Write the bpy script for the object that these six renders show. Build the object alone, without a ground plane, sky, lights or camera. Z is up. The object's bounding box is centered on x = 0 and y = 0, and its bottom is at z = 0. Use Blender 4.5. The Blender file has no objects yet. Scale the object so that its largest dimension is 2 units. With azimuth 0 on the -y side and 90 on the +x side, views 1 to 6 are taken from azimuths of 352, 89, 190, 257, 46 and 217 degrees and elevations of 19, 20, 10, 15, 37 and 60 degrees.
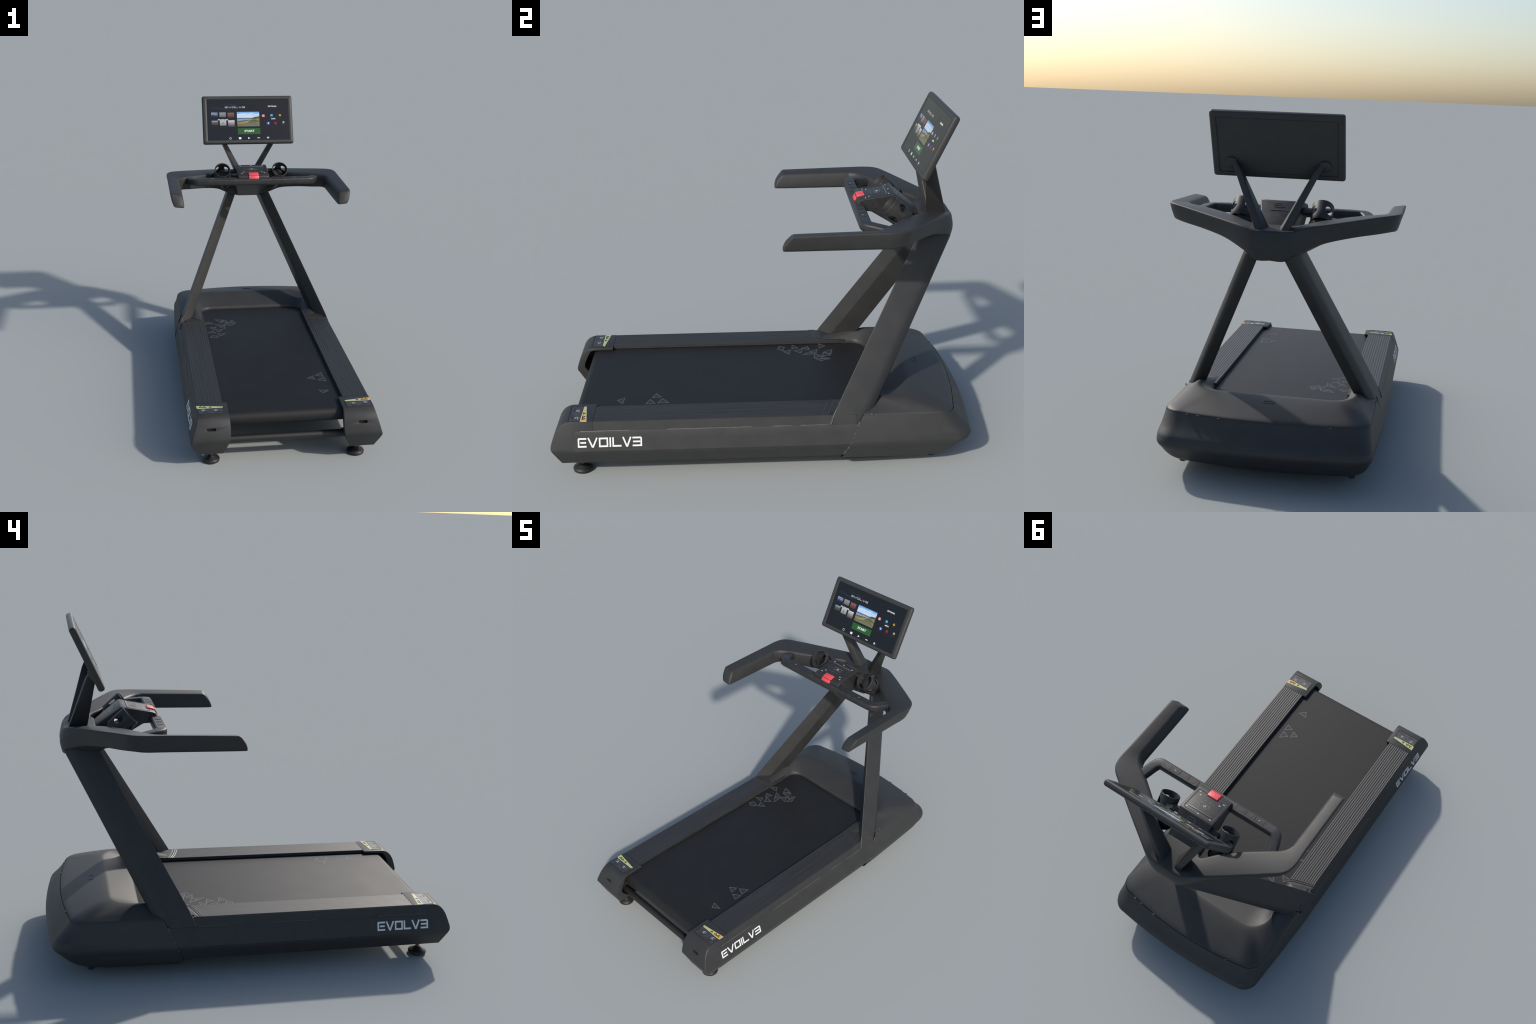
import bpy, bmesh, math, random
from mathutils import Vector, Matrix
random.seed(7)

# ------------------------------------------------------------------ materials
def new_mat(name):
    m = bpy.data.materials.new(name); m.use_nodes = True
    nt = m.node_tree
    return m, nt, nt.nodes["Principled BSDF"]

def plain(name, col, rough=0.5, var=0.0, scale=30.0, bump=0.0, bump_scale=400.0, spec=0.5, metallic=0.0, stretch=None):
    """Base colour with a soft noise variation and a fine grain bump."""
    m, nt, b = new_mat(name)
    b.inputs["Base Color"].default_value = (*col, 1)
    b.inputs["Roughness"].default_value = rough
    b.inputs["Metallic"].default_value = metallic
    b.inputs["Specular IOR Level"].default_value = spec
    tc = nt.nodes.new("ShaderNodeTexCoord")
    src = tc.outputs["Object"]
    if stretch:
        mp = nt.nodes.new("ShaderNodeMapping"); mp.inputs["Scale"].default_value = stretch
        nt.links.new(src, mp.inputs[0]); src = mp.outputs[0]
    if var > 0:
        n = nt.nodes.new("ShaderNodeTexNoise"); n.inputs["Scale"].default_value = scale
        n.inputs["Detail"].default_value = 5
        nt.links.new(src, n.inputs["Vector"])
        r = nt.nodes.new("ShaderNodeValToRGB")
        r.color_ramp.elements[0].position = 0.3; r.color_ramp.elements[1].position = 0.7
        r.color_ramp.elements[0].color = (*[c * (1 - var) for c in col], 1)
        r.color_ramp.elements[1].color = (*[c * (1 + var) for c in col], 1)
        nt.links.new(n.outputs["Fac"], r.inputs["Fac"])
        nt.links.new(r.outputs["Color"], b.inputs["Base Color"])
        mr = nt.nodes.new("ShaderNodeMapRange")
        mr.inputs["To Min"].default_value = rough - 0.05; mr.inputs["To Max"].default_value = rough + 0.05
        nt.links.new(n.outputs["Fac"], mr.inputs["Value"]); nt.links.new(mr.outputs[0], b.inputs["Roughness"])
    if bump > 0:
        n2 = nt.nodes.new("ShaderNodeTexNoise"); n2.inputs["Scale"].default_value = bump_scale
        nt.links.new(src, n2.inputs["Vector"])
        bp = nt.nodes.new("ShaderNodeBump"); bp.inputs["Strength"].default_value = bump
        bp.inputs["Distance"].default_value = 0.001
        nt.links.new(n2.outputs["Fac"], bp.inputs["Height"]); nt.links.new(bp.outputs[0], b.inputs["Normal"])
    return m

BODY = (0.0315, 0.0315, 0.0315)
M_body   = plain("painted_steel", BODY, 0.5, 0.10, 14, 0.08, spec=0.35)
M_shroud = plain("moulded_plastic", (0.0325, 0.0325, 0.0325), 0.53, 0.08, 10, 0.08, spec=0.4)
M_grip   = plain("soft_grip_rubber", (0.030, 0.030, 0.0298), 0.52, 0.10, 20, 0.1, spec=0.35)
M_tread  = plain("ribbed_footrail_rubber", (0.029, 0.029, 0.0295), 0.5, 0.30, 260, stretch=(1, 0.012, 1), spec=0.4)
M_belt   = plain("belt_rubber", (0.0135, 0.0135, 0.014), 0.55, 0.08, 8, 0.1, 600, spec=0.3)
M_mark   = plain("belt_print", (0.085, 0.085, 0.088), 0.55, 0.3, 60)
M_tri    = plain("belt_print_faint", (0.025, 0.025, 0.026), 0.55, 0.2, 60, spec=0.3)
M_dark   = plain("black_plastic", (0.014, 0.014, 0.014), 0.55)
M_foot   = plain("black_rubber_foot", (0.014, 0.0138, 0.0135), 0.48)
M_stem   = plain("steel_stem", (0.16, 0.15, 0.14), 0.35, metallic=0.8)
M_console= plain("console_plastic", (0.027, 0.027, 0.0275), 0.47, 0.25, 45, 0.1, spec=0.4)
M_cup    = plain("cup_plastic", (0.031, 0.0305, 0.030), 0.52, 0.15, 25, spec=0.4)
M_edge   = plain("pale_bright_edge", (0.085, 0.083, 0.08), 0.45, 0.35, 50)
M_logo   = plain("white_lettering", (0.72, 0.72, 0.71), 0.5)
M_icon   = plain("light_icon_print", (0.42, 0.42, 0.42), 0.5)
M_key    = plain("grey_key", (0.085, 0.085, 0.088), 0.42)
M_plate  = plain("label_plate", (0.048, 0.047, 0.050), 0.42, 0.4, 70)
M_white  = plain("label_white", (0.6, 0.59, 0.58), 0.5)
M_bezel  = plain("screen_bezel_plastic", (0.036, 0.036, 0.0358), 0.5, 0.06, 12, spec=0.35)

def red_mat():
    m, nt, b = new_mat("red_stop_button")
    b.inputs["Roughness"].default_value = 0.45
    tc = nt.nodes.new("ShaderNodeTexCoord"); n = nt.nodes.new("ShaderNodeTexNoise"); n.inputs["Scale"].default_value = 45
    nt.links.new(tc.outputs["Object"], n.inputs["Vector"])
    r = nt.nodes.new("ShaderNodeValToRGB")
    r.color_ramp.elements[0].color = (0.62, 0.05, 0.075, 1); r.color_ramp.elements[1].color = (0.72, 0.085, 0.085, 1)
    nt.links.new(n.outputs["Fac"], r.inputs["Fac"]); nt.links.new(r.outputs[0], b.inputs["Base Color"])
    return m
M_red = red_mat()

def warn_mat():
    """yellow warning strip, going from orange at the outer end to lime at the inner end, on local X"""
    m, nt, b = new_mat("warning_strip_print"); b.inputs["Roughness"].default_value = 0.45
    tc = nt.nodes.new("ShaderNodeTexCoord"); s = nt.nodes.new("ShaderNodeSeparateXYZ")
    nt.links.new(tc.outputs["Object"], s.inputs[0])
    mr = nt.nodes.new("ShaderNodeMapRange"); mr.inputs["From Min"].default_value = 0.33; mr.inputs["From Max"].default_value = 0.466
    nt.links.new(s.outputs["X"], mr.inputs["Value"])
    r = nt.nodes.new("ShaderNodeValToRGB"); e = r.color_ramp.elements
    e[0].position = 0.0; e[0].color = (0.42, 0.5, 0.13, 1); e[1].position = 1.0; e[1].color = (0.7, 0.38, 0.05, 1)
    k = e.new(0.55); k.color = (0.55, 0.52, 0.1, 1); k = e.new(0.8); k.color = (0.68, 0.44, 0.07, 1)
    nt.links.new(mr.outputs[0], r.inputs["Fac"]); nt.links.new(r.outputs[0], b.inputs["Base Color"])
    return m
M_warn = warn_mat()

# ------------------------------------------------------------------ mesh helpers
def mesh_from(name, verts, faces):
    me = bpy.data.meshes.new(name); me.from_pydata([tuple(v) for v in verts], [], faces); me.update()
    bm = bmesh.new(); bm.from_mesh(me)
    bmesh.ops.remove_doubles(bm, verts=bm.verts, dist=1e-6)
    bmesh.ops.recalc_face_normals(bm, faces=bm.faces)
    bm.to_mesh(me); bm.free()
    return me

def finish(me, mat, angle=35, smooth=True):
    me.materials.clear(); me.materials.append(mat)
    if smooth:
        me.shade_smooth(); me.set_sharp_from_angle(angle=math.radians(angle))
    return me

def obj(name, me, parent, mat=None, angle=35):
    if mat: finish(me, mat, angle)
    o = bpy.data.objects.new(name, me); bpy.context.scene.collection.objects.link(o)
    o.parent = parent
    return o

def bevel(me, width, segs=3, angle=30):
    o = bpy.data.objects.new("tmp", me); bpy.context.scene.collection.objects.link(o)
    b = o.modifiers.new("b", "BEVEL"); b.width = width; b.segments = segs; b.limit_method = "ANGLE"; b.angle_limit = math.radians(angle)
    b.harden_normals = False
    return bake(o, me.name)

def bake(o, name):
    dg = bpy.context.evaluated_depsgraph_get(); dg.update()
    ev = o.evaluated_get(dg); me = bpy.data.meshes.new_from_object(ev)
    bpy.data.objects.remove(o); me.name = name
    return me

def boolean(me, cutters, name):
    o = bpy.data.objects.new("tmp", me); bpy.context.scene.collection.objects.link(o); cs = []
    for c in cutters:
        co = bpy.data.objects.new("cut", c); bpy.context.scene.collection.objects.link(co); cs.append(co)
        b = o.modifiers.new("b", "BOOLEAN"); b.operation = "DIFFERENCE"; b.object = co; b.solver = "EXACT"
    r = bake(o, name)
    for c in cs: bpy.data.objects.remove(c)
    return r

def loft(name, rings, closed=True, cap=True):
    n = len(rings[0]); V = [p for r in rings for p in r]; F = []
    for i in range(len(rings) - 1):
        for j in range(n if closed else n - 1):
            a, b = i * n + j, i * n + (j + 1) % n
            F.append((a, b, b + n, a + n))
    if cap and closed:
        F.append(tuple(range(n))); F.append(tuple((len(rings) - 1) * n + j for j in range(n)))
    return mesh_from(name, V, F)

def prism(name, poly, axis_vec):
    """extrude a 3D polygon along a vector"""
    a = [Vector(p) for p in poly]; d = Vector(axis_vec)
    return loft(name, [a, [p + d for p in a]])

def rounded(poly, r, seg=4):
    """round the corners of a closed polygon (list of Vectors); r may be a list"""
    out = []; n = len(poly)
    for i in range(n):
        p = Vector(poly[i]); a = Vector(poly[i - 1]); b = Vector(poly[(i + 1) % n])
        ri = r[i] if isinstance(r, (list, tuple)) else r
        da, db = a - p, b - p
        k = min(ri, da.length * 0.45, db.length * 0.45)
        s, e = p + da.normalized() * k, p + db.normalized() * k
        for t in range(seg + 1):
            u = t / seg
            out.append((1 - u) ** 2 * s + 2 * u * (1 - u) * p + u * u * e)
    return out

def catmull(stations, steps):
    """smooth interpolation through stations (each a list of Vectors)"""
    out = []; n = len(stations)
    for i in range(n - 1):
        p0, p1, p2, p3 = stations[max(i - 1, 0)], stations[i], stations[i + 1], stations[min(i + 2, n - 1)]
        for t in range(steps):
            u = t / steps
            out.append([0.5 * ((2 * b) + (c - a) * u + (2 * a - 5 * b + 4 * c - d) * u * u + (-a + 3 * b - 3 * c + d) * u ** 3)
                        for a, b, c, d in zip(p0, p1, p2, p3)])
    out.append(stations[-1])
    return out

def box(name, c, s, rot=None, bev=0.0, segs=3):
    hx, hy, hz = s[0] / 2, s[1] / 2, s[2] / 2
    R = rot.to_3x3() if rot else Matrix.Identity(3)
    lo = [Vector(c) + R @ Vector(v) for v in ((-hx, -hy, -hz), (hx, -hy, -hz), (hx, hy, -hz), (-hx, hy, -hz))]
    hi = [p + R @ Vector((0, 0, s[2])) for p in lo]
    me = loft(name, [lo, hi])
    return bevel(me, bev, segs) if bev else me

def frame_of(axis):
    a = Vector(axis).normalized(); u = a.orthogonal().normalized()
    if abs(a.x) < 0.9: u = (Vector((1, 0, 0)) - a * a.x).normalized()
    return a, u, a.cross(u)

def lathe(name, base, axis, prof, seg=48):
    """prof: list of (distance along axis, radius)"""
    a, u, v = frame_of(axis); B = Vector(base)
    rings = [[B + a * d + (u * math.cos(2 * math.pi * k / seg) + v * math.sin(2 * math.pi * k / seg)) * r for k in range(seg)] for d, r in prof]
    return loft(name, rings)

def join(name, meshes):
    bm = bmesh.new()
    for m in meshes: bm.from_mesh(m)
    me = bpy.data.meshes.new(name); bm.to_mesh(me); bm.free()
    return me

def mir(p, s):
    return Vector((p[0] * s, p[1], p[2]))

def lerp_table(tab, z):
    """piecewise linear lookup, tab sorted by first value"""
    if z <= tab[0][0]: return tab[0][1]
    for (a, fa), (b, fb) in zip(tab, tab[1:]):
        if z <= b: return fa + (fb - fa) * (z - a) / (b - a)
    return tab[-1][1]

# ------------------------------------------------------------------ root
root = bpy.data.objects.new("treadmill", None); bpy.context.scene.collection.objects.link(root)
root["label"] = "black gym treadmill with tilted touch screen and handlebars"
root["category"] = "treadmill"

RAIL_OUT = [(0.085, 0.474), (0.150, 0.5045), (0.165, 0.5072), (0.297, 0.469)]
def rail_x(z): return lerp_table(RAIL_OUT, z)
Y_CAP = -0.802
Y_TREAD = 0.292
Y_RAIL_END = 0.42

# ------------------------------------------------------------------ side rails, treads, panels, lettering
def stroke(pts, w, close=False):
    """flat thick polyline with mitred corners -> list of quads in 2D"""
    P = [Vector(p) for p in pts]; n = len(P); quads = []; L = []
    for i in range(n):
        if close: a, b, c = P[i - 1], P[i], P[(i + 1) % n]
        else: a, b, c = P[max(i - 1, 0)], P[i], P[min(i + 1, n - 1)]
        d1 = (b - a).normalized() if (b - a).length > 1e-9 else (c - b).normalized()
        d2 = (c - b).normalized() if (c - b).length > 1e-9 else d1
        n1 = Vector((-d1.y, d1.x)); n2 = Vector((-d2.y, d2.x)); m = (n1 + n2)
        m = m.normalized() if m.length > 1e-6 else n1
        k = w / 2 / max(m.dot(n1), 0.45)
        L.append((b + m * k, b - m * k))
    for i in range(n if close else n - 1):
        j = (i + 1) % n
        quads.append([L[i][0], L[j][0], L[j][1], L[i][1]])
    return quads

# wide angular letters on a unit cell (width 1, height 1)
GLYPH = {
    "E": [([(1, .91), (.12, .91), (.09, .85), (.09, .09), (1, .09)], False), ([(.3, .5), (.95, .5)], False)],
    "V": [([(.06, 1), (.46, .06), (.54, .06), (.94, 1)], False)],
    "O": [([(.09, .91), (.91, .91), (.91, .09), (.09, .09)], True)],
    "I": [([(.5, 1), (.5, 0)], False)],
    "L": [([(.09, 1), (.09, .09), (1, .09)], False)],
    "3": [([(0, .91), (.85, .91), (.91, .85), (.91, .09), (0, .09)], False), ([(.05, .5), (.8, .5)], False)],
}
def wordmark(word, widths, gap, height, sw):
    """2D quads of a word; returns quads and total length"""
    x = 0; out = []
    for ch, w in zip(word, widths):
        for pts, close in GLYPH[ch]:
            out += stroke([(x + p[0] * w, p[1] * height) for p in pts], sw, close)
        x += w + gap
    return out, x - gap

def quads_to_mesh(name, quads, fn, thick):
    """fn maps (u,v,depth) to 3D"""
    V = []; F = []
    for q in quads:
        k = len(V)
        V += [fn(p[0], p[1], 0) for p in q] + [fn(p[0], p[1], thick) for p in q]
        m = len(q)
        F += [tuple(range(k, k + m)), tuple(range(k + m, k + 2 * m))] + [(k + i, k + (i + 1) % m, k + m + (i + 1) % m, k + m + i) for i in range(m)]
    me = bpy.data.meshes.new(name); me.from_pydata([tuple(v) for v in V], [], F); me.update()
    bm = bmesh.new(); bm.from_mesh(me); bmesh.ops.recalc_face_normals(bm, faces=bm.faces); bm.to_mesh(me); bm.free()
    return me

PANEL = 0.003
def side_panel_mesh(s):
    """raised lower side panel of the rail: rear edge at the cap, front edge at the slanted shroud seam"""
    zs = [0.0865, 0.11, 0.150, 0.165, 0.19, 0.22, 0.246, 0.2545]
    rear = [(0.0865, -0.872), (0.11, -0.884), (0.155, -0.892), (0.2, -0.895), (0.24, -0.8945), (0.2545, -0.884)]
    front = [(0.08, 0.350), (0.13, 0.385), (0.16, 0.402), (0.205, 0.418), (0.2545, 0.432)]
    rings = []
    for z in zs:
        off = PANEL if z < 0.25 else 0.0008
        y0, y1 = lerp_table(rear, z), lerp_table(front, z)
        xo = rail_x(z) + off; xi = rail_x(z) - 0.012
        e = 0.0025
        rings.append([mir((xi, y0, z), s), mir((xo - PANEL + .0003, y0, z), s), mir((xo, y0 + e, z), s), mir((xo, y1, z), s), mir((xi, y1, z), s)])
    return loft("side_panel", rings)

for s in (1, -1):
    prof = [(0.456, 0.085), (0.474, 0.085), (0.5045, 0.150), (0.5072, 0.165), (0.4695, 0.2955), (0.467, 0.297),
            (0.3255, 0.293), (0.3255, 0.2835), (0.345, 0.2815), (0.452, 0.270)]
    me = loft("side_rail", [[mir((x, y, z), s) for x, z in prof] for y in (Y_CAP, Y_RAIL_END)])
    rail = obj("side_rail", me, root, M_body, 12)
    obj("side_panel", side_panel_mesh(s), rail, M_body, 14)
    # ribbed tread: eleven rounded ribs running lengthwise
    ribs = 11; x0, x1 = 0.3265, 0.4665; rr_ = random.Random(21)
    ws = [1 + rr_.uniform(-.22, .22) for _ in range(ribs)]; tot = sum(ws); a = x0
    top = []
    for k in range(ribs):
        w = (x1 - x0) * ws[k] / tot
        top += [(a + w * .04, .2984), (a + w * .22, .2993), (a + w * .5, .2993), (a + w * .78, .2993), (a + w * .96, .2984)]
        a += w
    sec = [(x0, .290)] + top + [(x1, .290)]
    sec = [(x, z if z > .295 else z) for x, z in sec]
    me = loft("footrail_tread", [[mir((x, y, z), s) for x, z in sec] for y in (Y_CAP + .001, Y_TREAD - .03, Y_TREAD + .012)])
    obj("footrail_tread", me, rail, M_tread, 30)
    # folded joint piece between tread and upright, its creases running diagonally
    me = loft("tread_end_piece", [[mir(p, s) for p in ((0.327, y + .028, 0.29), (0.327, y + .028, z), (0.36, y + .012, z + .0006), (0.40, y, z + .0008), (0.4675 if y < .31 else .446, y - .018, z), (0.4675 if y < .31 else .446, y - .018, .29))]
                                  for y, z in ((0.276, .2985), (0.281, .3008), (0.287, .2992), (0.292, .3012), (0.300, .2994), (0.306, .3012), (0.318, .3), (0.335, .3015), (0.42, .3015))])
    obj("tread_end_piece", me, rail, M_tread, 30)
    # light caught on the ledge above the panel, modelled as broken pale strips
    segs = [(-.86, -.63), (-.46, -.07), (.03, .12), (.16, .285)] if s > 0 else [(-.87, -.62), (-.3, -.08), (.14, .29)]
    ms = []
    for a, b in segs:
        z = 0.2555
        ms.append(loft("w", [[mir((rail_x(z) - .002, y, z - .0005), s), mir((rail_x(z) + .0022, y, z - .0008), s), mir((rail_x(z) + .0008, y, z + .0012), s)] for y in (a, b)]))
    obj("ledge_glint_strip", join("ledge_glint_strip", ms), rail, M_edge)
    # side lettering
    h = 0.043
    if s > 0:
        q, L = wordmark("EVOILV3", [.040, .046, .043, .008, .042, .040, .044], .0055, h, .0072); y_a, y_b, zb = -0.872, -0.576, .184
    else:
        q, L = wordmark("EVOLV3", [.040, .042, .042, .038, .042, .040], .0055, h, .0078); y_a, y_b, zb = -0.612, -0.879, .186
    def put(u, v, d, y_a=y_a, y_b=y_b, L=L, s=s, zb=zb):
        z = zb + v
        return Vector(((rail_x(z) + PANEL + d) * s, y_a + (y_b - y_a) * u / L, z))
    q2 = []
    for quad in q:   # split long quads so that they follow the kinked panel
        q2.append(quad)
    me = quads_to_mesh("side_lettering", q2, lambda u, v, d: put(u, v, d * 1.0 - .0004), 0.0018)
    obj("side_lettering", me, rail, M_logo)

# ------------------------------------------------------------------ rear end caps
CAP_BACK = [(0.085, -0.961), (0.155, -0.990), (0.165, -0.996), (0.175, -1.0), (0.19, -0.9985), (0.22, -0.989), (0.25, -0.978), (0.277, -0.961), (0.290, -0.944), (0.297, -0.926), (0.300, -0.909)]
CAP_IN = [(0.085, 0.338), (0.12, 0.322), (0.16, 0.308), (0.20, 0.300), (0.25, 0.300), (0.30, 0.304)]
for s in (1, -1):
    zs = [0.085, 0.12, 0.150, 0.165, 0.175, 0.19, 0.22, 0.25, 0.27, 0.285, 0.294, 0.2985]
    rings = []
    for z in zs:
        b, xi, xo = lerp_table(CAP_BACK, z), lerp_table(CAP_IN, z), rail_x(z) + lerp_table([(.085, .0008), (.12, .0018), (.22, .0018), (.26, .0004)], z)
        f = Y_CAP - 0.0005
        rings.append([mir((xi, b, z), s), mir((xo - 0.004, b, z), s), mir((xo, b + 0.004, z), s), mir((xo, f, z), s), mir((xi, f, z), s)])
    solid = loft("end_cap", rings)
    cav = [(-0.78, 0.286), (-0.909, 0.286), (-0.923, 0.280), (-0.937, 0.256), (-0.956, 0.215), (-0.960, 0.191), (-0.942, 0.161), (-0.905, 0.11), (-0.78, 0.11)]
    cut1 = prism("cut", [mir((0.25, y, z), s) for y, z in cav], (0.20 * s, 0, 0))
    n = Vector((0, -0.95, 0.3)).normalized(); t = Vector((0, 0.3, 0.95))
    c = Vector((0.401 * s, -0.983, 0.239))
    stad = []
    for k in range(24):
        a = 2 * math.pi * k / 24
        stad.append(c + Vector(((0.0075 * math.cos(a) + (0.0165 if math.cos(a) > 0 else -0.0165)), 0, 0)) + t * 0.0075 * math.sin(a) + n * 0.02)
    cut2 = prism("cut", stad, -n * 0.05)
    me = boolean(solid, [cut1, cut2], "end_cap")
    me = bevel(me, 0.005, 3, 28)
    cap = obj("end_cap", me, root, M_body, 32)
    # dark liner behind the slot
    obj("slot_liner", box("slot_liner", c - n * 0.024, (0.06, 0.004, 0.03), Matrix.Rotation(math.radians(-17), 4, "X")), cap, M_dark)
    # pictogram plate and warning strip
    fr = rounded([mir(p, s) for p in ((0.330, -0.857, 0.2980), (0.330, -0.914, 0.2980), (0.461, -0.914, 0.2980), (0.461, -0.857, 0.2980))], 0.008)
    obj("pictogram_plate", prism("pictogram_plate", fr, (0, 0, 0.0016)), cap, M_plate)
    rim = []
    rp = rounded([Vector((0.327, -0.852)), Vector((0.327, -0.918)), Vector((0.464, -0.918)), Vector((0.464, -0.852))], 0.010)
    q = stroke(rp, 0.0035, True)
    obj("plate_rim", quads_to_mesh("plate_rim", q, lambda u, v, d: Vector((u * s, v, 0.2978 + d)), 0.0024), cap, M_body)
    # warning strip: narrow at the inner end, broad at the outer end, with white backing
    def strip(grow, z, h, mat, nm):
        p = [(0.330 - grow, -0.8565 - grow), (0.464 + grow, -0.8585 - grow), (0.466 + grow, -0.8315 + grow), (0.330 - grow, -0.8505 + grow)]
        return obj(nm, prism(nm, [mir((x, y, z), s) for x, y in p], (0, 0, h)), cap, mat)
    strip(0.0022, 0.2982, 0.0016, M_white, "strip_border"); strip(0, 0.2982, 0.0022, M_warn, "warning_strip")
    rnd = random.Random(3 if s > 0 else 5)
    blobs = []
    for x, r in ((0.445, .009), (0.425, .008), (0.395, .006)):
        yb = -0.8575 + 0.5 * (0.027 - (0.466 - x) * 0.16)
        blobs.append([Vector((x - r, yb - r * .7)), Vector((x + r, yb - r * .7)), Vector((x + r * .1, yb + r * .7))])
        
    obj("warning_symbol", quads_to_mesh("warning_symbol", [qq for b in blobs for qq in stroke(b, 0.0035, True)], lambda u, v, d: Vector((u * s, v, 0.3 + d)), 0.0012), cap, M_dark)
    # small running-figure pictograms made of strokes
    figs = []
    for fx, fy, k in ((0.36, -0.884, 1.0), (0.425, -0.880, 1.1)):
        fig = [[(0, 0), (.006, .006), (.013, .003)], [(.004, -.008), (.008, -.001), (.016, -.008)], [(.018, .006), (.0215, .006)], [(.01, .004), (.012, .009)]]
        for f in fig:
            figs += stroke([(fx + a * k, fy + b * k) for a, b in f], 0.0026)
    obj("pictogram", quads_to_mesh("pictogram", figs, lambda u, v, d: Vector((u * s, v, 0.2994 + d)), 0.0010), cap, M_icon)
    lines = []
    for row in range(2):
        for fx in (0.345, 0.41):
            lines += stroke([(fx, -0.899 - row * .006), (fx + .035 - row * .01, -0.899 - row * .006)], 0.0022)
    obj("plate_caption", quads_to_mesh("plate_caption", lines, lambda u, v, d: Vector((u * s, v, 0.2994 + d)), 0.0008), cap, M_dark)
    # levelling foot
    fx, fy = 0.394 * s, -0.878
    foot = obj("levelling_foot", lathe("levelling_foot", (fx, fy, 0), (0, 0, 1), [(0, .040), (0.002, .0455), (0.012, .047), (0.016, .045), (0.022, .032), (0.030, .019), (0.034, .015), (0.036, .001)]), root, M_foot, 40)
    obj("foot_stem", lathe("foot_stem", (fx, fy, 0.03), (0, 0, 1), [(0, .0105), (0.06, .0105)], 24), foot, M_stem)

# ------------------------------------------------------------------ belt, roller, cross bar
BELT_Z = 0.2805; R = 0.038
prof = []
for k in range(17):
    a = math.pi / 2 + math.pi * k / 16
    prof.append((-0.872 + R * math.cos(a), BELT_Z - R + R * math.sin(a)))
for k in range(17):
    a = -math.pi / 2 + math.pi * k / 16
    prof.append((0.62 + R * math.cos(a), BELT_Z - R + R * math.sin(a)))
me = loft("running_belt", [[Vector((x, y, z)) for y, z in prof] for x in (-0.337, 0.337)])
belt = obj("running_belt", me, root, M_belt, 30)
obj("cross_bar", lathe("cross_bar", (-0.36, -0.893, 0.130), (1, 0, 0), [(0, .0205), (0.72, .0205)], 20), root, M_foot)
obj("roller_axle", lathe("roller_axle", (-0.44, -0.872, 0.247), (1, 0, 0), [(0, .011), (0.88, .011)], 20), root, M_dark)

TRIS = [[(-.329, .305), (-.299, .339), (-.273, .306)], [(-.253, .373), (-.227, .325), (-.198, .361)], [(-.226, .324), (-.187, .359), (-.176, .313)],
        [(-.209, .276), (-.180, .309), (-.156, .269)], [(-.174, .314), (-.146, .354), (-.153, .303)], [(-.151, .275), (-.142, .351), (-.125, .302)],
        [(-.300, .243), (-.258, .250), (-.278, .210)], [(-.270, .215), (-.220, .204), (-.249, .170)], [(-.260, .295), (-.217, .284), (-.234, .254)],
        [(-.233, .252), (-.205, .267), (-.200, .211)], [(-.321, .162), (-.281, .192), (-.270, .159)], [(-.260, .151), (-.211, .140), (-.244, .111)],
        [(-.309, .092), (-.297, .120), (-.253, .109), (-.274, .080)],
        [(.222, -.680), (.275, -.686), (.241, -.716)], [(.186, -.530), (.220, -.504), (.226, -.548)], [(.237, -.497), (.278, -.464), (.280, -.518)], [(.241, -.555), (.284, -.529), (.283, -.574)]]
for t in TRIS:
    c = sum((Vector(p) for p in t), Vector((0, 0))) / len(t)
    P = [c + (Vector(p) - c) * 0.97 for p in t]
    q = stroke(P, 0.0042, True)
    tri = obj("belt_marking", quads_to_mesh("belt_marking", q, lambda u, v, d: Vector((u, v, BELT_Z + d - .0003)), 0.0009), belt, M_mark)
    obj("marking_fill", quads_to_mesh("marking_fill", [P], lambda u, v, d: Vector((u, v, BELT_Z + d - .0003)), 0.0006), belt, M_tri)

# ------------------------------------------------------------------ motor cover (U-shaped lofted shell and lid)
def u_curve(z, zr, w0, w1, yf, bow, r, y0):
    """half-width w0 at the rear, w1 at the front corner, front at yf (+bow in the middle), corner radius r, rear start y0 (z = zr there)"""
    half = []
    n1, n2, n3 = 14, 12, 12
    for k in range(n1):
        t = k / n1; y = y0 + (yf - r - y0) * t
        half.append((w0 + (w1 - w0) * t ** 1.2, y, zr + (z - zr) * min(1, t * 1.25)))
    for k in range(n2):
        a = (k / n2) * math.pi / 2
        half.append((w1 - r + r * math.cos(a), yf - r + r * math.sin(a), z))
    for k in range(n3 + 1):
        t = k / n3; x = (w1 - r) * (1 - t)
        half.append((x, yf + bow * (1 - (1 - t) ** 2), z))
    return [Vector(p) for p in half] + [Vector((-p[0], p[1], p[2])) for p in reversed(half[:-1])]

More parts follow.
